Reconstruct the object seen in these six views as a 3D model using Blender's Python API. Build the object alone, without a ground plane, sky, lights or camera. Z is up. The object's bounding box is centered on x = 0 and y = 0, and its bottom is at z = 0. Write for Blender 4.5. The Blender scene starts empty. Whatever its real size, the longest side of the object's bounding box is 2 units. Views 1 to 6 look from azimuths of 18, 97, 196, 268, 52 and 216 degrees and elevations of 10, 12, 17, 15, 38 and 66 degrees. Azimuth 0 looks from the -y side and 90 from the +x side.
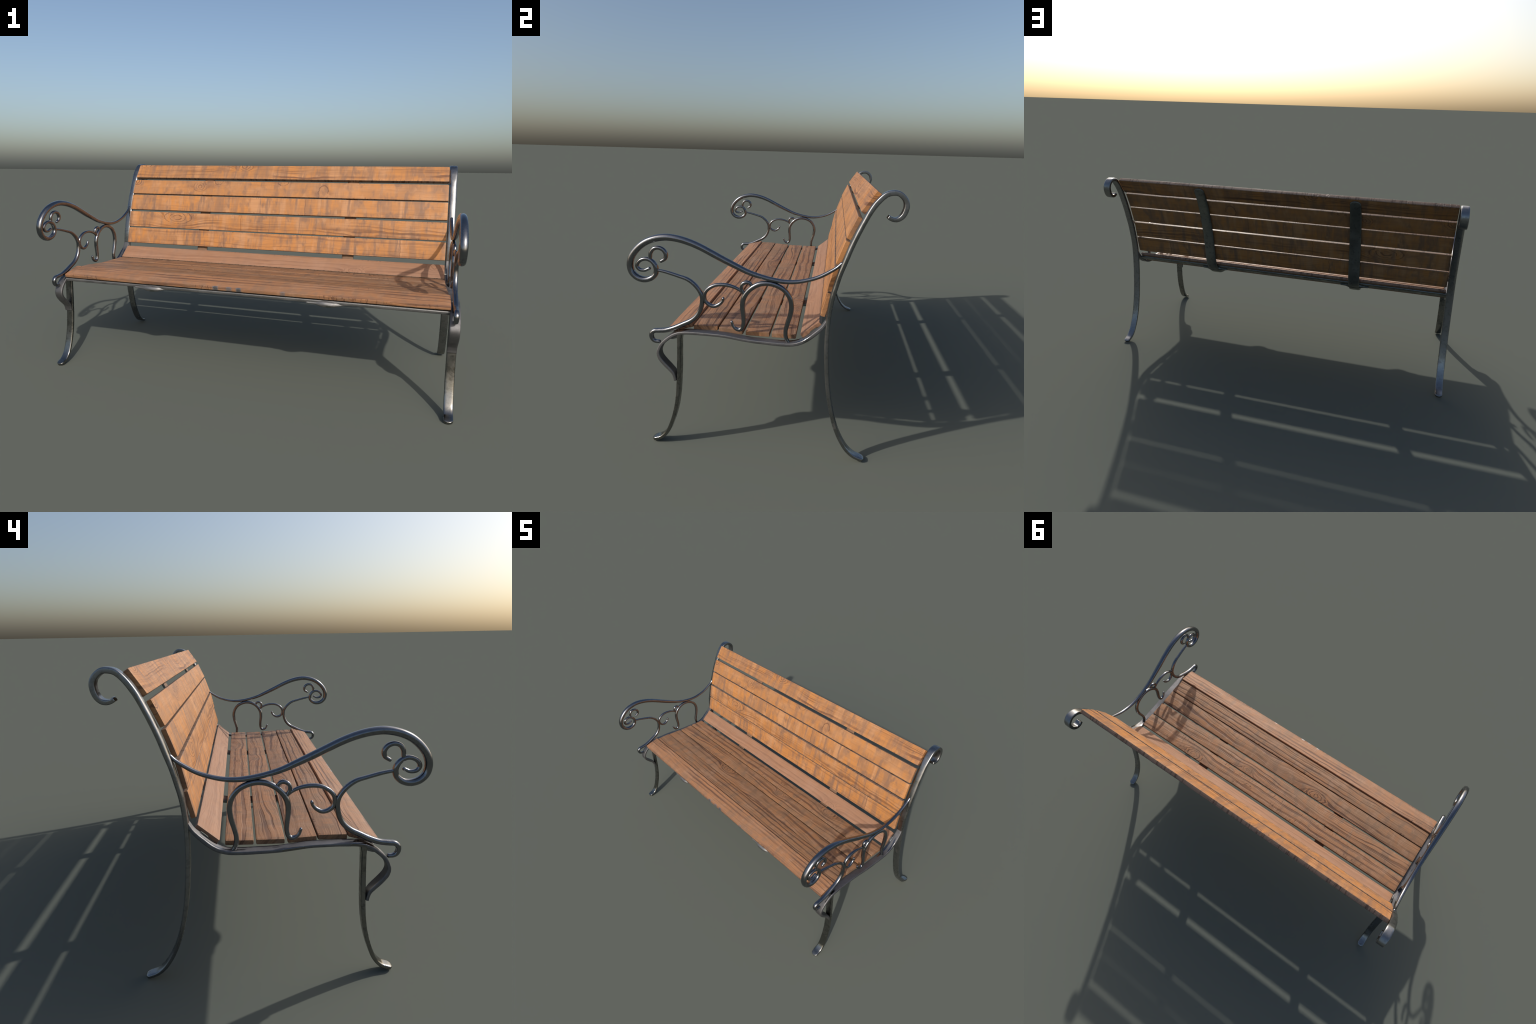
import bpy, bmesh, math, random
from mathutils import Vector, Matrix, noise as mnoise

random.seed(7)
FRAME_X = 0.9785         # distance of each iron side frame from the middle
SLAT_END = 0.956         # slats stop short of the frames

# ------------------------------------------------------------------ nodes
class NT:
    """small helper for building shader node trees"""
    def __init__(self, name):
        self.mat = bpy.data.materials.new(name)
        self.mat.use_nodes = True
        self.t = self.mat.node_tree
        self.t.nodes.clear()
        self.out = self.t.nodes.new('ShaderNodeOutputMaterial')
        self.bsdf = self.t.nodes.new('ShaderNodeBsdfPrincipled')
        self.t.links.new(self.bsdf.outputs[0], self.out.inputs['Surface'])

    def put(self, sock, v):
        if isinstance(v, bpy.types.NodeSocket):
            self.t.links.new(v, sock)
        elif isinstance(v, (tuple, list)) and sock.type == 'RGBA' and len(v) == 3:
            sock.default_value = (*v, 1)
        else:
            sock.default_value = v

    def m(self, op, a, b=None, c=None, clamp=False):
        n = self.t.nodes.new('ShaderNodeMath'); n.operation = op; n.use_clamp = clamp
        self.put(n.inputs[0], a)
        if b is not None: self.put(n.inputs[1], b)
        if c is not None: self.put(n.inputs[2], c)
        return n.outputs[0]

    def noise(self, vec=None, scale=1.0, detail=3.0, rough=0.5, dims='3D', w=None, dist=0.0):
        n = self.t.nodes.new('ShaderNodeTexNoise'); n.noise_dimensions = dims
        n.inputs['Scale'].default_value = scale
        n.inputs['Detail'].default_value = detail
        n.inputs['Roughness'].default_value = rough
        n.inputs['Distortion'].default_value = dist
        if vec is not None: self.put(n.inputs['Vector'], vec)
        if w is not None: self.put(n.inputs['W'], w)
        return n.outputs['Fac']

    def scaled(self, vec, s, off=(0, 0, 0)):
        n = self.t.nodes.new('ShaderNodeMapping')
        self.put(n.inputs['Vector'], vec)
        n.inputs['Scale'].default_value = s
        n.inputs['Location'].default_value = off
        return n.outputs[0]

    def step(self, v, lo, hi, a=0.0, b=1.0):
        n = self.t.nodes.new('ShaderNodeMapRange'); n.interpolation_type = 'SMOOTHSTEP'
        self.put(n.inputs['Value'], v)
        n.inputs['From Min'].default_value = lo; n.inputs['From Max'].default_value = hi
        n.inputs['To Min'].default_value = a; n.inputs['To Max'].default_value = b
        return n.outputs[0]

    def mix(self, fac, a, b, mode='MIX'):
        n = self.t.nodes.new('ShaderNodeMix'); n.data_type = 'RGBA'; n.blend_type = mode
        self.put(n.inputs[0], fac); self.put(n.inputs[6], a); self.put(n.inputs[7], b)
        return n.outputs[2]

    def comb(self, x, y, z):
        n = self.t.nodes.new('ShaderNodeCombineXYZ')
        for i, v in enumerate((x, y, z)): self.put(n.inputs[i], v)
        return n.outputs[0]

    def obj(self):
        n = self.t.nodes.new('ShaderNodeTexCoord')
        s = self.t.nodes.new('ShaderNodeSeparateXYZ')
        self.t.links.new(n.outputs['Object'], s.inputs[0])
        return n.outputs['Object'], s.outputs[0], s.outputs[1], s.outputs[2]

    def bump(self, h, strength, dist):
        n = self.t.nodes.new('ShaderNodeBump')
        n.inputs['Strength'].default_value = strength
        n.inputs['Distance'].default_value = dist
        self.put(n.inputs['Height'], h)
        self.t.links.new(n.outputs[0], self.bsdf.inputs['Normal'])


def wood(name, base, warm, pale, dull, dark, seed, half_width, thick, knots=(), cracks=(), lines=0.6,
         line_freq=55, fine=0.5, cross=0.0, mottle=0.75, edge_depth=0.012, ring_amt=0.75, edge_dim=0.0, relief=1.0, chips=(), wavy=1.0, line_lo=0.50):
    """planed, weathered plank. The grain is the contour lines of a field that runs along the
    plank and is pushed aside by each knot: knot = (x, y, push, half length, half width, rings)"""
    k = NT(name)
    P, x, y, z = k.obj()
    o = (seed * 3.17, seed * 1.31, seed * 0.73)
    w1 = k.m('SUBTRACT', k.noise(k.scaled(P, (1.5, 5, 5), o), 1, 2), 0.5)
    w2 = k.m('SUBTRACT', k.noise(k.scaled(P, (9, 24, 24), o), 1, 3), 0.5)
    w3 = k.m('SUBTRACT', k.noise(k.scaled(P, (28, 60, 60), o), 1, 3), 0.5)
    f = k.m('ADD', y, k.m('MULTIPLY', z, 0.6))
    f = k.m('MULTIPLY_ADD', w1, 0.085 * wavy, f)
    f = k.m('MULTIPLY_ADD', w2, 0.016 * wavy, f)
    rings = None; tails = None; clear = None
    for (kx, ky, push, sx, sy, nr) in knots:
        dx = k.m('DIVIDE', k.m('MULTIPLY_ADD', w3, 0.020, k.m('SUBTRACT', x, kx)), sx)
        dy = k.m('DIVIDE', k.m('MULTIPLY_ADD', w3, 0.012, k.m('SUBTRACT', y, ky)), sy)
        d2 = k.m('ADD', k.m('MULTIPLY', dx, dx), k.m('MULTIPLY', dy, dy))
        e = k.m('POWER', 2.71828, k.m('MULTIPLY', d2, -1.0))
        f = k.m('MULTIPLY_ADD', e, push, f)
        # lens-shaped rings: pointed along the grain, rounder inside
        ax = k.m('ABSOLUTE', dx); ay = k.m('ABSOLUTE', dy)
        d = k.m('SQRT', k.m('ADD', k.m('POWER', ax, 1.7), k.m('POWER', ay, 2.2)))
        dd = k.m('MULTIPLY_ADD', w2, 0.35, d)
        wob = k.noise(None, 3.1, 1, 0.5, '1D', k.m('ADD', k.m('MULTIPLY', dd, 2.0), seed + kx * 9))
        ph = k.m('ADD', k.m('MULTIPLY', dd, nr * 6.2832), k.m('MULTIPLY', wob, 4.0))
        r = k.m('MULTIPLY', k.step(k.m('SINE', ph), 0.50, 0.96), k.step(d, 1.12, 0.92))
        r = k.m('MULTIPLY', r, k.step(k.noise(k.scaled(P, (16, 30, 30), o), 1, 2), 0.30, 0.52))
        t = k.m('MULTIPLY', k.m('POWER', 2.71828, k.m('MULTIPLY', k.m('MULTIPLY', dy, dy), -9.0)),
                k.m('MULTIPLY', k.step(ax, 0.85, 1.15), k.step(ax, 2.6, 1.1)))
        c = k.step(d, 1.1, 0.9)
        rings = r if rings is None else k.m('MAXIMUM', rings, r)
        tails = t if tails is None else k.m('MAXIMUM', tails, t)
        clear = c if clear is None else k.m('MAXIMUM', clear, c)
    # broad dark growth lines
    g = k.noise(None, line_freq, 2.5, 0.55, '1D', k.m('ADD', f, seed * 0.37))
    fade = k.step(k.noise(k.scaled(P, (2.2, 9, 9), o), 1, 3, 0.6), 0.40, 0.58)
    line = k.m('MULTIPLY', k.step(g, line_lo, line_lo + 0.15), k.m('MULTIPLY_ADD', fade, 0.85, 0.15))
    if clear is not None:
        line = k.m('MULTIPLY', line, k.m('SUBTRACT', 1.0, k.m('MULTIPLY', clear, 0.85)))
    # narrow streaks along the plank
    fv = k.comb(k.m('MULTIPLY', x, 6.0), k.m('MULTIPLY', f, 260.0), k.m('MULTIPLY', z, 60.0))
    streak = k.noise(k.scaled(fv, (1, 1, 1), o), 1, 4, 0.6)
    fv2 = k.comb(k.m('MULTIPLY', x, 3.0), k.m('MULTIPLY', f, 100.0), k.m('MULTIPLY', z, 30.0))
    streak2 = k.noise(k.scaled(fv2, (1, 1, 1), o), 1, 3, 0.55)
    # colour patches
    pat = k.noise(k.scaled(P, (3.0, 10, 10), o), 1, 3)
    pat2 = k.noise(k.scaled(P, (5.5, 14, 9), (o[1], o[2], o[0])), 1, 3)
    mot = k.noise(k.scaled(P, (30, 17, 17), o), 1, 3, 0.5)
    mot2 = k.noise(k.scaled(P, (24, 14, 14), (o[2], o[0], o[1])), 1, 3, 0.5)
    crs = k.noise(k.scaled(P, (30, 2.6, 3.0), o), 1, 4, 0.66)
    crs2 = k.noise(k.scaled(P, (13, 2.0, 3.0), (o[1], o[0], o[2])), 1, 3, 0.6)
    col = k.mix(k.step(pat, 0.36, 0.64, 0, 0.8), base, warm)
    col = k.mix(k.step(pat2, 0.48, 0.70, 0, 0.6), col, pale)
    col = k.mix(k.step(mot, 0.50, 0.68, 0, mottle), col, warm)
    col = k.mix(k.step(mot2, 0.50, 0.68, 0, mottle), col, dull)
    col = k.mix(k.step(mot, 0.44, 0.30, 0, mottle * 0.8), col, pale)
    if cross:
        col = k.mix(k.step(crs, 0.50, 0.66, 0, cross * 0.8), col, warm)
        col = k.mix(k.step(crs2, 0.52, 0.66, 0, cross * 0.8), col, pale)
        col = k.mix(k.step(crs, 0.47, 0.32, 0, cross), col, dull)
        col = k.mix(k.step(crs2, 0.46, 0.34, 0, cross * 0.6), col, dull)
    half = tuple(0.55 * b + 0.45 * d for b, d in zip(base, dark))
    col = k.mix(k.step(streak, 0.50, 0.68, 0, fine), col, half)
    col = k.mix(k.step(streak2, 0.52, 0.66, 0, fine * 0.8), col, half)
    col = k.mix(k.m('MULTIPLY', line, lines), col, dark)
    height = k.m('MULTIPLY_ADD', line, -0.9, k.m('MULTIPLY', streak, 0.5))
    height = k.m('MULTIPLY_ADD', streak2, -0.6, height)
    if rings is not None:
        col = k.mix(k.m('MULTIPLY', tails, 0.35), col, dark)
        col = k.mix(k.m('MULTIPLY', rings, ring_amt), col, dark)
        height = k.m('MULTIPLY_ADD', rings, -1.1, height)
    for (cx, width) in cracks:                       # hair cracks across the plank
        wob = k.noise(k.scaled(P, (2, 30, 30), o), 1, 2)
        d = k.m('ABSOLUTE', k.m('SUBTRACT', x, k.m('MULTIPLY_ADD', k.m('SUBTRACT', wob, 0.5), 0.02, cx)))
        c = k.step(d, width, 0.0)
        col = k.mix(k.m('MULTIPLY', c, 0.6), col, dark)
        height = k.m('MULTIPLY_ADD', c, -0.8, height)
    # little checks along the sawn edges, and a darker rear face
    ay = k.m('ABSOLUTE', y)
    edge = k.m('MULTIPLY', k.step(ay, half_width - edge_depth, half_width - 0.001),
               k.step(k.noise(k.scaled(P, (110, 25, 25), o), 1, 3, 0.6), 0.56, 0.66))
    edge = k.m('MULTIPLY', edge, k.step(k.noise(k.scaled(P, (4, 3, 3), o), 1, 1), 0.46, 0.58))
    col = k.mix(k.m('MULTIPLY', edge, 0.6), col, dark)
    height = k.m('MULTIPLY_ADD', edge, -0.9, height)
    if edge_dim:                                     # greyed sawn edges with dark splits
        face = k.m('MULTIPLY', k.step(ay, half_width - 0.0016, half_width - 0.0004), edge_dim)
        split = k.step(k.noise(k.scaled(P, (70, 8, 8), o), 1, 4, 0.7), 0.50, 0.62)
        col = k.mix(face, col, k.mix(split, (0.23, 0.150, 0.105), (0.09, 0.056, 0.040)))
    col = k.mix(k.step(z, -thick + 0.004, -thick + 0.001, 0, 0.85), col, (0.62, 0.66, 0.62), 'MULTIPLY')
    rough = k.step(streak, 0.3, 0.7, 0.50, 0.66)
    metal = 0.0
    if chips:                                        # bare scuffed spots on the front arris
        spot = None
        for (cx, cy, r, amt) in chips:
            dx = k.m('DIVIDE', k.m('SUBTRACT', x, cx), r)
            dy = k.m('DIVIDE', k.m('SUBTRACT', y, cy), 0.0085)
            d = k.m('ADD', k.m('POWER', k.m('ABSOLUTE', dx), 2.2), k.m('POWER', k.m('ABSOLUTE', dy), 2.6))
            s = k.step(d, 1.7, 0.1, 0, amt)
            spot = s if spot is None else k.m('MAXIMUM', spot, s)
        col = k.mix(spot, col, (0.24, 0.24, 0.25))
        metal = spot
        rough = k.m('MULTIPLY_ADD', spot, -0.2, rough)
    k.put(k.bsdf.inputs['Base Color'], col)
    k.put(k.bsdf.inputs['Roughness'], rough)
    k.put(k.bsdf.inputs['Metallic'], metal)
    k.bsdf.inputs['Specular IOR Level'].default_value = 0.35
    k.bump(height, 0.6 * relief, 0.0022)
    return k.mat


def steel(name, tint, rough_lo, rough_hi, speck=0.3, rust=0.25, relief=0.15, patch=0.0, face=None):
    k = NT(name)
    P, x, y, z = k.obj()
    n1 = k.noise(P, 9, 4, 0.6)
    n2 = k.noise(P, 55, 3, 0.6)
    n3 = k.noise(P, 190, 2, 0.5)
    geo = k.t.nodes.new('ShaderNodeNewGeometry')
    edge = k.step(geo.outputs['Pointiness'], 0.51, 0.58)
    darker = tuple(c * 0.45 for c in tint)
    lighter = tuple(min(1, c * 1.25) for c in tint)
    col = k.mix(k.step(n2, 0.50, 0.66, 0, speck), tint, darker)
    col = k.mix(k.step(n1, 0.52, 0.66, 0, 0.5), col, lighter)
    col = k.mix(k.m('MULTIPLY', edge, 0.25), col, lighter)
    r = k.step(n1, 0.36, 0.62, rough_hi, rough_lo)
    r = k.m('MULTIPLY_ADD', k.m('SUBTRACT', n2, 0.5), 0.18, r, clamp=True)
    if patch:                                        # worn, mirror-like strips
        pm = k.step(k.noise(k.scaled(P, (60, 8, 8)), 1, 0), 0.62, 0.68)
        pm = k.m('MULTIPLY', pm, k.step(z, 0.455, 0.466))
        r = k.m('MULTIPLY_ADD', pm, -patch, r, clamp=True)
    metal = 1.0
    if rust:
        rm = k.m('MULTIPLY', k.step(k.noise(P, 14, 4, 0.65), 0.62, 0.72), k.step(n2, 0.42, 0.6))
        rm = k.m('MULTIPLY', rm, rust)
        col = k.mix(rm, col, (0.19, 0.085, 0.04))
        metal = k.m('SUBTRACT', 1.0, rm)
        r = k.m('MULTIPLY_ADD', rm, 0.4, r, clamp=True)
    if face:                                         # brown, non-metallic colour on the faces toward the slats
        sn = k.t.nodes.new('ShaderNodeSeparateXYZ')
        k.t.links.new(geo.outputs['Normal'], sn.inputs[0])
        fm = k.m('MULTIPLY', k.step(k.m('SUBTRACT', sn.outputs[2], sn.outputs[1]), 0.55, 0.85), k.step(z, 0.44, 0.47))
        col = k.mix(fm, col, face)
        metal = k.m('SUBTRACT', metal, fm, clamp=True)
        r = k.m('MULTIPLY_ADD', fm, 0.3, r, clamp=True)
    k.put(k.bsdf.inputs['Base Color'], col)
    k.put(k.bsdf.inputs['Roughness'], r)
    k.put(k.bsdf.inputs['Metallic'], metal)
    k.bump(k.m('ADD', k.m('MULTIPLY', n2, 0.7), k.m('MULTIPLY', n3, 0.3)), relief, 0.002)
    return k.mat


MAT_POLISHED = steel('worn_wrought_steel', (0.205, 0.21, 0.225), 0.15, 0.27, 0.25, 0.08, 0.03)
MAT_POST = steel('rubbed_post_steel', (0.255, 0.255, 0.255), 0.22, 0.40, 0.35, 0.15, 0.05)
MAT_LEG = steel('weathered_leg_steel', (0.215, 0.213, 0.20), 0.20, 0.42, 0.6, 0.3, 0.16)
MAT_RAIL = steel('brushed_rail_steel', (0.175, 0.172, 0.175), 0.54, 0.68, 0.2, 0.0, 0.08, patch=0.42)
MAT_STRAP = steel('cast_strap_steel', (0.185, 0.195, 0.185), 0.36, 0.56, 0.5, 0.0, 0.35, face=(0.17, 0.098, 0.058))
MAT_BEAM = steel('satin_beam_steel', (0.25, 0.247, 0.247), 0.50, 0.70, 0.2, 0.0, 0.25)

# ------------------------------------------------------------------ geometry helpers
def spline(ctrl, per=10):
    """centripetal Catmull-Rom through control tuples (any dimension)"""
    pts = [Vector(c) for c in ctrl]
    p = [pts[0] * 2 - pts[1]] + pts + [pts[-1] * 2 - pts[-2]]
    res = []
    def knot(t, a, b): return t + max((b.xy - a.xy).length, 1e-6) ** 0.5
    for i in range(1, len(p) - 2):
        a, b, c, d = p[i - 1:i + 3]
        t0 = 0; t1 = knot(t0, a, b); t2 = knot(t1, b, c); t3 = knot(t2, c, d)
        for j in range(per):
            t = t1 + (t2 - t1) * j / per
            A1 = a * ((t1 - t) / (t1 - t0)) + b * ((t - t0) / (t1 - t0))
            A2 = b * ((t2 - t) / (t2 - t1)) + c * ((t - t1) / (t2 - t1))
            A3 = c * ((t3 - t) / (t3 - t2)) + d * ((t - t2) / (t3 - t2))
            B1 = A1 * ((t2 - t) / (t2 - t0)) + A2 * ((t - t0) / (t2 - t0))
            B2 = A2 * ((t3 - t) / (t3 - t1)) + A3 * ((t - t1) / (t3 - t1))
            res.append(B1 * ((t2 - t) / (t2 - t1)) + B2 * ((t - t1) / (t2 - t1)))
    res.append(p[-2])
    return res


def smooth_by_angle(me, deg):
    for poly in me.polygons: poly.use_smooth = True
    me.set_sharp_from_angle(angle=math.radians(deg))


def sweep_mesh(name, ctrl, sizes, power=2.0, nprof=20, per=10, caps=('round', 'round'), sharp=50,
               wobble=0.0):
    """bar swept in the y-z plane. ctrl: (y, z); sizes: list of (fraction of length, half
    thickness in plane, half width along x); power 2 = oval section, higher = squarer"""
    pts = spline([(c[0], c[1], 0.0) for c in ctrl], per)
    pts = [Vector((q.x, q.y)) for q in pts]
    L = [0.0]
    for a, b in zip(pts, pts[1:]): L.append(L[-1] + (b - a).length)
    tot = L[-1]
    sizes = [tuple(q) + (power,) if len(q) == 3 else tuple(q) for q in sizes]
    def size(u):
        for p0, p1 in zip(sizes, sizes[1:]):
            if u <= p1[0]:
                s = min(1, max(0, (u - p0[0]) / max(1e-9, p1[0] - p0[0]))); s = s * s * (3 - 2 * s)
                return tuple(i + (j - i) * s for i, j in zip(p0[1:], p1[1:]))
        return sizes[-1][1:]
    rings = []
    n = len(pts)
    for i, q in enumerate(pts):
        t = (pts[min(n - 1, i + 1)] - pts[max(0, i - 1)]).normalized()
        a, b, pw = size(L[i] / tot)
        rings.append((q, t, a, b, pw))
    def cap(q, t, a, b, pw, kind, sgn):
        if kind == 'round':
            r = min(a, b)
            return [(q + t * (sgn * r * math.sin(h)), t, a * math.cos(h), b * math.cos(h), pw)
                    for h in (0.35, 0.7, 1.0, 1.25, 1.45)]
        if kind == 'tongue':                       # rounded in plan, like a beaten foot
            r = b * 0.8
            return [(q + t * (sgn * r * math.sin(h)), t, a * math.cos(h) ** 0.35, b * math.cos(h), pw)
                    for h in (0.2, 0.4, 0.6, 0.8, 1.0, 1.2, 1.35, 1.48)]
        c = 0.0018
        return [(q + t * (sgn * c * 0.6), t, a - c * 0.4, b - c * 0.4, pw), (q + t * (sgn * c), t, a - c, b - c, pw)]
    start = cap(*rings[0], caps[0], -1)[::-1]
    end = cap(*rings[-1], caps[1], 1)
    rings = start + rings + end
    bm = bmesh.new()
    loops = []
    for (q, t, a, b, pw) in rings:
        nrm = Vector((-t.y, t.x))
        row = []
        for j in range(nprof):
            h = 2 * math.pi * (j + 0.5) / nprof
            ch, sh = math.cos(h), math.sin(h)
            ca = math.copysign(abs(ch) ** (2 / pw), ch)
            sa = math.copysign(abs(sh) ** (2 / pw), sh)
            v = q + nrm * (a * sa)
            co = Vector((b * ca, v.x, v.y))
            if wobble:
                d = mnoise.noise(co * 22) * wobble + mnoise.noise(co * 75) * wobble * 0.4
                co += Vector((math.copysign(1, ca) * d * abs(ca), nrm.x * sa * d, nrm.y * sa * d))
            row.append(bm.verts.new(co))
        loops.append(row)
    for r0, r1 in zip(loops, loops[1:]):
        for j in range(nprof):
            k = (j + 1) % nprof
            bm.faces.new((r0[j], r0[k], r1[k], r1[j]))
    bm.faces.new(loops[0][::-1]); bm.faces.new(loops[-1])
    bmesh.ops.recalc_face_normals(bm, faces=bm.faces)
    me = bpy.data.meshes.new(name)
    bm.to_mesh(me); bm.free()
    smooth_by_angle(me, sharp)
    return me


def add(name, me, parent=None, mat=None, loc=(0, 0, 0), rot=None):
    o = bpy.data.objects.new(name, me)
    bpy.context.collection.objects.link(o)
    if mat is not None and not me.materials: me.materials.append(mat)
    o.location = loc
    if rot is not None: o.rotation_euler = rot
    if parent is not None: o.parent = parent
    return o


# ------------------------------------------------------------------ the bench
bench = bpy.data.objects.new('park_bench', None)
bpy.context.collection.objects.link(bench)
bench['label'] = 'park bench with wooden slats and scrolled wrought-iron side frames'
bench['category'] = 'park bench'

# ---- curves of the iron side frame, drawn in the (y, z) plane
POST = [(.4610, .9806), (.4700, .9748), (.4830, .9717), (.4955, .9738), (.5085, .9840), (.5170, .9990),
        (.5215, 1.0240), (.5165, 1.0425), (.5050, 1.0560), (.4915, 1.0650), (.4770, 1.0672), (.4520, 1.0615),
        (.4280, 1.0375), (.4047, 1.0000), (.3790, .9488), (.3583, .9020), (.3400, .8562), (.3220, .8040),
        (.3058, .7570), (.2930, .7080), (.2815, .6600), (.2740, .6106), (.2695, .5733), (.2665, .5250),
        (.2662, .4586), (.2715, .3750), (.2805, .2900), (.2940, .2160), (.3125, .1470), (.3370, .0890),
        (.3650, .0455), (.3930, .0215), (.4205, .0108)]
RAIL = [(.2735, .6100), (.2690, .5900), (.2615, .5735), (.2488, .5510), (.2160, .5177), (.1788, .4885),
        (.1406, .4732), (.0960, .4696), (.0300, .4712), (-.0300, .4738), (-.0670, .4777), (-.1360, .4860),
        (-.1950, .4880), (-.2550, .4884), (-.2970, .4868), (-.3335, .4772), (-.3665, .4545), (-.3910, .4280),
        (-.4025, .3980), (-.3975, .3750), (-.3780, .3500), (-.3555, .3275), (-.3420, .3120), (-.3360, .2960),
        (-.3335, .2820)]
FRONT_LEG = [(-.3150, .4860), (-.3160, .4680), (-.3170, .4040), (-.3180, .3380), (-.3203, .2740), (-.3248, .2100),
             (-.3340, .1530), (-.3510, .0920), (-.3700, .0480), (-.3945, .0215), (-.4205, .0108)]
ARM = [(.3060, .8000), (.2920, .7855), (.2710, .7700), (.2250, .7430), (.1835, .7281), (.1420, .7189),
       (.0960, .7164), (.0490, .7217), (.0018, .7316), (-.0450, .7455), (-.0927, .7665), (-.1399, .7880),
       (-.1870, .8110), (-.2340, .8335), (-.2810, .8510), (-.3250, .8615), (-.3700, .8650), (-.4153, .8570),
       (-.4543, .8400), (-.4878, .8120), (-.5100, .7795), (-.5168, .7470), (-.5095, .7191), (-.4890, .6993),
       (-.4600, .6916), (-.4320, .6985), (-.4136, .7160), (-.4103, .7380), (-.4184, .7577), (-.4356, .7720),
       (-.4562, .7750), (-.4790, .7645), (-.4884, .7460), (-.4790, .7320), (-.4580, .7290), (-.4378, .7376)]
CURL = [(-.4375, .7700), (-.4343, .7782), (-.4318, .8000), (-.4200, .8165), (-.4015, .8220), (-.3810, .8147),
        (-.3704, .7975), (-.3742, .7798), (-.3895, .7690)]
BRACE = [(-.4075, .7335), (-.3675, .7262), (-.3200, .7137), (-.2850, .7030), (-.2610, .6875), (-.2400, .6650),
         (-.2280, .6420), (-.2255, .6180), (-.2315, .5858), (-.2460, .5580), (-.2690, .5363), (-.3007, .5193),
         (-.3370, .5010), (-.3710, .4887), (-.4020, .4843), (-.4225, .4812), (-.4335, .4705), (-.4345, .4560),
         (-.4285, .4440), (-.4180, .4380), (-.4035, .4372)]
SNAIL = [(-.0580, .6560), (-.0640, .6620), (-.0765, .6722), (-.1025, .6839), (-.1340, .6897), (-.1690, .6872),
         (-.1960, .6742), (-.2120, .6575), (-.2168, .6430), (-.2135, .6218), (-.1980, .6058), (-.1775, .6010),
         (-.1562, .6112), (-.1450, .6240), (-.1415, .6345)]
EYELET = [(-.0325, .6790), (-.0330, .6960), (-.0420, .7040), (-.0520, .7050), (-.0660, .6980), (-.0712, .6815),
          (-.0640, .6650), (-.0590, .6580)]
ARCH = [(-.1066, .5410), (-.1010, .5260), (-.0900, .5150), (-.0760, .5120), (-.0655, .5200), (-.0600, .5400),
        (-.0612, .5700), (-.0650, .6040), (-.0622, .6370), (-.0485, .6645), (-.0265, .6865), (.0015, .7015),
        (.0330, .7062), (.0650, .7000), (.0950, .6842), (.1168, .6560), (.1250, .6240), (.1215, .5850),
        (.1120, .5510), (.1055, .5210), (.1085, .4920), (.1180, .4740)]

W = 0.0200
M = {}
def shift_front(pts, zlo, zhi, d):
    """move part of a curve toward the sitter by d, fading at both ends"""
    res = []
    for i, (y, z) in enumerate(pts):
        k = max(0, min(1, (z - zlo) / .12)) * max(0, min(1, (zhi - z) / .05))
        k *= 1 if i > 10 else 0
        res.append((y - d * k, z + d * .4 * k))
    return res
POST = shift_front(POST, .50, 1.06, .0045)
M['post'] = sweep_mesh('side_frame', POST, [(0, .0078, .0190, 6), (.06, .0095, W, 6), (.17, .0100, W, 5), (.23, .0108, W, 2.5), (.48, .0102, W, 2.5),
                       (.60, .0088, W, 4), (.93, .0080, W, 4.5), (1, .0078, W, 4)], 3.4, 36, 7, ('flat', 'tongue'), 40, .0003)
M['rail'] = sweep_mesh('seat_rail', RAIL, [(0, .0030, .0110), (.06, .0060, .0170), (.12, .0080, .0203), (.2, .0072, .0205), (.55, .0062, .0205),
                       (.70, .0068, .0205), (.80, .0070, .0215), (.92, .0078, .0215), (1, .0060, .0200)], 5.5, 32, 7,
                       ('flat', 'flat'), 45, .0004)
M['leg'] = sweep_mesh('front_leg', FRONT_LEG, [(0, .0120, W), (.08, .0085, W), (.35, .0088, W), (.8, .0078, W),
                      (1, .0078, W)], 4.5, 32, 9, ('flat', 'tongue'), 40, .0004)
M['arm'] = sweep_mesh('armrest', ARM, [(0, .0060, .0080), (.08, .0072, .0090), (.22, .0088, .0105), (.42, .0126, .0138),
                      (.58, .0136, .0155), (.70, .0130, .0158), (.78, .0122, .0145), (.86, .0098, .0110),
                      (.93, .0075, .0085), (1, .0062, .0070)], 2.2, 28, 8)
M['curl'] = sweep_mesh('scroll_curl', CURL, [(0, .0070, .0075), (.3, .0078, .0084), (.75, .0084, .0090), (1, .0064, .0074)], 2.3, 18, 8)
M['brace'] = sweep_mesh('armrest_brace', BRACE, [(0, .0058, .0070), (.12, .0066, .0080), (.3, .0082, .0098), (.55, .0094, .0108),
                        (.75, .0102, .0115), (.9, .0092, .0110), (1, .0072, .0085)], 2.4, 22, 8)
M['snail'] = sweep_mesh('scroll_snail', SNAIL, [(0, .0056, .0064), (.3, .0070, .0080), (.6, .0078, .0088), (.85, .0074, .0082), (1, .0056, .0062)], 2.3, 18, 8)
M['eye'] = sweep_mesh('scroll_eyelet', EYELET, [(0, .0064, .0070), (.5, .0074, .0082), (1, .0068, .0076)], 2.3, 18, 8)
M['arch'] = sweep_mesh('scroll_arch', ARCH, [(0, .0056, .0062), (.1, .0080, .0088), (.25, .0100, .0108), (.55, .0098, .0106),
                       (.78, .0098, .0106), (.92, .0084, .0094), (1, .0076, .0100)], 2.4, 22, 8)

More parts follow.
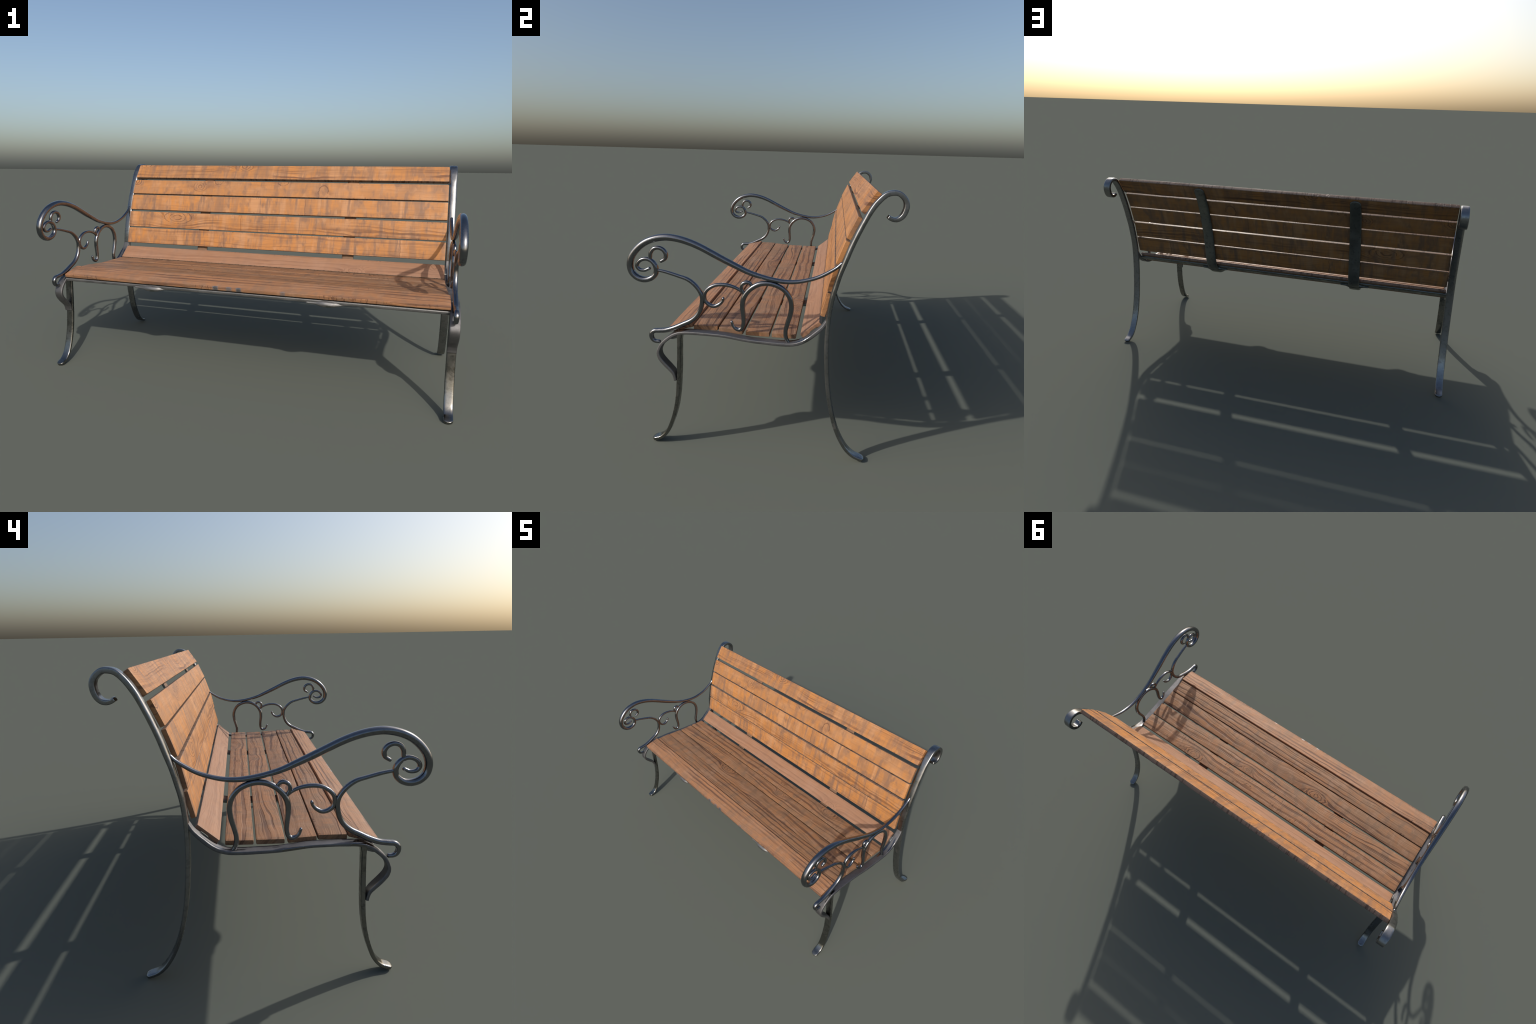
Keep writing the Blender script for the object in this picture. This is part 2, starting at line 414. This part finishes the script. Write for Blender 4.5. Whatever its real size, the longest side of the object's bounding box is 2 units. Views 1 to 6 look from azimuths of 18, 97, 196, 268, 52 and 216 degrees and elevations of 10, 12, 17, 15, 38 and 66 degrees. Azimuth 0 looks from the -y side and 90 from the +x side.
for side in (1, -1):
    post = add('side_frame', M['post'], bench, MAT_POST, (side * (FRAME_X), 0, 0))
    for key, nm, mat in (('rail', 'seat_rail', MAT_RAIL), ('leg', 'front_leg', MAT_LEG), ('arm', 'armrest', MAT_POLISHED),
                         ('curl', 'scroll_curl', MAT_POLISHED), ('brace', 'armrest_brace', MAT_POLISHED),
                         ('snail', 'scroll_snail', MAT_POLISHED), ('eye', 'scroll_eyelet', MAT_POLISHED),
                         ('arch', 'scroll_arch', MAT_POLISHED)):
        add(nm, M[key], post, mat)

# ---- slats: the show face runs from edge a to edge b in the (y, z) plane
SEAT_PINK = dict(base=(.250, .140, .076), warm=(.310, .146, .064), pale=(.325, .190, .115), dull=(.195, .118, .072), dark=(.078, .038, .025))
BACK_GOLD = dict(base=(.330, .158, .068), warm=(.450, .188, .052), pale=(.455, .232, .108), dull=(.220, .120, .072), dark=(.115, .050, .029))

def slat_mesh(name, length, width, thick, seed, bevel=.0022):
    """rounded plank, worn along its edges; local x along, y across, z out of the show face"""
    hw = width / 2
    prof = []
    nb = 4
    for (cy, cz, a0) in ((hw - bevel, -bevel, 0), (-hw + bevel, -bevel, 90), (-hw + bevel, -thick + bevel, 180),
                         (hw - bevel, -thick + bevel, 270)):
        for i in range(nb + 1):
            h = math.radians(a0 + 90 * i / nb)
            prof.append((cy + bevel * math.cos(h), cz + bevel * math.sin(h)))
    st = []
    n = 220
    for i in range(n + 1): st.append(-length / 2 + length * i / n)
    bm = bmesh.new(); loops = []
    for i, sx in enumerate(st):
        inset = .0014 if i in (0, n) else 0
        row = []
        for (py, pz) in prof:
            q = Vector((sx, py, pz))
            d = mnoise.noise(Vector((sx * 7 + seed * 11, py * 30, pz * 30))) * .00035
            d += mnoise.noise(Vector((sx * 38 + seed * 5, py * 60, pz * 60))) * .00022
            c = Vector((0, py, pz + thick / 2)).normalized()
            q += c * d
            q -= Vector((0, math.copysign(inset, py), math.copysign(inset, pz + thick / 2)))
            row.append(bm.verts.new(q))
        loops.append(row)
    k = len(prof)
    for r0, r1 in zip(loops, loops[1:]):
        for j in range(k):
            bm.faces.new((r0[j], r0[(j + 1) % k], r1[(j + 1) % k], r1[j]))
    bm.faces.new(loops[0][::-1]); bm.faces.new(loops[-1])
    bmesh.ops.recalc_face_normals(bm, faces=bm.faces)
    me = bpy.data.meshes.new(name); bm.to_mesh(me); bm.free()
    smooth_by_angle(me, 35)
    return me


def slat(name, a, b, thick, mat, seed, half=SLAT_END):
    a, b = Vector(a), Vector(b)
    d = b - a
    ang = math.atan2(d.y, d.x)
    mid = (a + b) / 2
    me = slat_mesh(name, 2 * half, d.length, thick, seed)
    return add(name, me, bench, mat, (0, mid.x, mid.y), (ang, 0, 0))

seat_defs = [
    ((-.3730, .4910), (-.2735, .5190), .0190, dict(lines=.75, line_freq=50, line_lo=.46, fine=.75, relief=1.2, knots=((-.90, .052, .05, .09, .03, 2.5),),
        chips=((-.098, -.0517, .014, .85), (-.0285, -.0517, .014, .6), (.020, -.0517, .013, .85), (.236, -.0517, .012, .45)), wavy=.7,
        base=(.295, .150, .078), warm=(.345, .160, .072), pale=(.350, .195, .115), dull=(.24, .140, .085), dark=(.10, .050, .034))),
    ((-.2675, .5105), (-.1680, .5105), .0195, dict(lines=.62, line_freq=60, fine=.8, relief=1.4)),
    ((-.1635, .5070), (-.0655, .5010), .0190, dict(lines=.80, line_freq=42, fine=.6, relief=1.3, wavy=1.5,
        knots=((-.268, .030, .075, .080, .036, 3.5),))),
    ((-.0560, .4998), (.0400, .4993), .0187, dict(lines=.60, line_freq=50, fine=.6, relief=1.1,
        knots=((.188, .022, .05, .045, .024, 3.0),))),
    ((.0485, .4990), (.1445, .4995), .0185, dict(lines=.70, line_freq=46, fine=.6, relief=1.4, edge_depth=.055,
        knots=((.538, .028, .075, .070, .036, 3.0), (.121, .0, .03, .03, .012, 1.5)))),
]
for i, (a, b, th, kw) in enumerate(seat_defs):
    p = dict(SEAT_PINK); p.update(kw)
    mat = wood('brown_seat_wood', seed=i + 1.3, half_width=(Vector(b) - Vector(a)).length / 2, thick=th, **p)
    slat('seat_slat', a, b, th, mat, i + 1, .960 if i == 0 else SLAT_END)

back_defs = [
    ((.1610, .5005), (.2330, .5605), .0172, dict(lines=.30, line_freq=40, fine=.45, relief=.55, cross=.25, mottle=.35, ring_amt=.4,
        base=(.285, .155, .094), warm=(.300, .152, .082), pale=(.325, .185, .118), dull=(.24, .138, .088),
        knots=((.497, -.036, .05, .06, .03, 3), (.905, .026, .045, .035, .03, 2.5)))),
    ((.2355, .5830), (.2590, .6770), .0190, dict(lines=.40, line_freq=64, fine=.30, cross=1.0, mottle=.9, relief=.5, cracks=((.724, .004), (-.30, .003)))),
    ((.2572, .6840), (.2787, .7790), .0190, dict(lines=.70, line_freq=62, fine=.30, cross=.9, mottle=.9, relief=.55, cracks=((-.20, .003),), wavy=1.2, line_lo=.46,
        knots=((-.616, .018, .085, .098, .040, 3.0),))),
    ((.2835, .7910), (.3160, .8830), .0190, dict(lines=.14, line_freq=34, fine=.28, cross=1.0, mottle=.9, relief=.45, cracks=((.184, .0035),))),
    ((.3170, .8910), (.3557, .9755), .0190, dict(lines=.14, line_freq=34, fine=.24, cross=.40, relief=.45,
        knots=((-.491, .009, .06, .048, .034, 3.0), (-.369, .042, .06, .044, .030, 3.0), (-.939, .034, .06, .05, .040, 3.5), (.038, .042, .05, .042, .022, 2.5),
               (.282, -.020, .022, .034, .055, 1.0)))),
    ((.3646, .9922), (.4186, 1.0710), .0245, dict(lines=.80, line_freq=66, fine=.38, cross=.85, relief=.7, line_lo=.46,
        knots=((-.227, .043, .10, .060, .040, 3), (-.894, .043, .06, .05, .020, 2)))),
]
for i, (a, b, th, kw) in enumerate(back_defs):
    p = dict(BACK_GOLD); p.update(kw)
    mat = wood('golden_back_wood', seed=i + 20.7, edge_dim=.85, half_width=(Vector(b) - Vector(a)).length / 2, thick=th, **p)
    slat('backrest_slat', a, b, th, mat, i + 11)

# ---- the two cast straps that carry the slats between the frames
STRAP = [(.4210, 1.0270), (.4080, 1.0060), (.3800, .9580), (.3575, .9080), (.3390, .8600), (.3220, .8080),
         (.3060, .7590), (.2940, .7100), (.2835, .6620), (.2750, .6120), (.2650, .5740), (.2470, .5350),
         (.2180, .5060), (.1830, .4810), (.1400, .4715), (.0900, .4690), (.0300, .4695), (-.0300, .4700), (-.0700, .4720),
         (-.1360, .4795), (-.2000, .4820), (-.2500, .4830), (-.2900, .4760), (-.3250, .4620), (-.3480, .4520)]
ms = sweep_mesh('support_strap', STRAP, [(0, .0062, .0300, 3), (.1, .0080, .0325, 3), (.40, .0085, .0325, 3), (.52, .0095, .0320, 3.5),
                (.60, .0075, .0320, 5), (.9, .0065, .0320, 5), (1, .0085, .0320, 5)], 5, 28, 6, ('tongue', 'tongue'), 50, .0006)
lump_rng = random.Random(3)
def weld_lump(name, size, seed):
    """hammered fillet where a strap crosses a beam"""
    bm = bmesh.new()
    bmesh.ops.create_icosphere(bm, subdivisions=4, radius=1.0)
    for v in bm.verts:
        c = v.co.copy()
        # long flared skirts along x, fat middle
        fl = (.30 + .70 / (1 + (abs(c.x) / .42) ** 5)) / max(.35, math.sqrt(max(0, 1 - c.x * c.x)))
        d = 1 + .10 * mnoise.noise(c * 2.2 + Vector((seed, 0, 0)))
        v.co = Vector((c.x * size[0], c.y * size[1] * fl * d, c.z * size[2] * fl * d))
    me = bpy.data.meshes.new(name); bm.to_mesh(me); bm.free()
    smooth_by_angle(me, 60)
    return me
lump_rear = weld_lump('weld_lump', (.085, .015, .023), 1.0)
lump_front = weld_lump('weld_lump', (.105, .024, .0165), 4.0)
for side in (1, -1):
    s = add('support_strap', ms, bench, MAT_STRAP, (side * .445, 0, 0))
    add('weld_lump', lump_rear, s, MAT_STRAP, (0, .2120, .5060), (math.radians(-48), 0, 0))
    add('weld_lump', lump_front, s, MAT_BEAM, (0, -.3500, .4520), (math.radians(14), 0, math.radians(3)))

# ---- two flat beams that tie the side frames together under the slats
def beam_mesh(name, half_len, half_deep, half_thick, seed):
    bm = bmesh.new(); loops = []
    n = 160; npf = 20
    for i in range(n + 1):
        x = -half_len + 2 * half_len * i / n
        flare = 1 + 0.3 * max(0, (abs(x) - half_len + .05) / .05) ** 2
        row = []
        for j in range(npf):
            h = 2 * math.pi * (j + .5) / npf
            c, s = math.cos(h), math.sin(h)
            yy = math.copysign(abs(c) ** .45, c) * half_deep
            zz = math.copysign(abs(s) ** .45, s) * half_thick
            if zz < 0: zz *= flare
            d = mnoise.noise(Vector((x * 9 + seed, yy * 40, zz * 40))) * .0007 + mnoise.noise(Vector((x * 30 + seed, yy * 60, zz * 60))) * .0004
            row.append(bm.verts.new((x, yy * (1 + d * 40), zz - abs(d) * (1 if zz < 0 else 0))))
        loops.append(row)
    for r0, r1 in zip(loops, loops[1:]):
        for j in range(npf):
            bm.faces.new((r0[j], r0[(j + 1) % npf], r1[(j + 1) % npf], r1[j]))
    bm.faces.new(loops[0][::-1]); bm.faces.new(loops[-1])
    bmesh.ops.recalc_face_normals(bm, faces=bm.faces)
    me = bpy.data.meshes.new(name); bm.to_mesh(me); bm.free()
    smooth_by_angle(me, 50)
    return me
add('cross_beam', beam_mesh('cross_beam', .972, .0160, .0090, 2.0), bench, MAT_BEAM, (0, -.3450, .4622), (math.radians(15.7), 0, 0))
add('cross_beam', beam_mesh('cross_beam', .966, .0190, .0075, 9.0), bench, MAT_STRAP, (0, .2150, .5220), (math.radians(41), 0, 0))
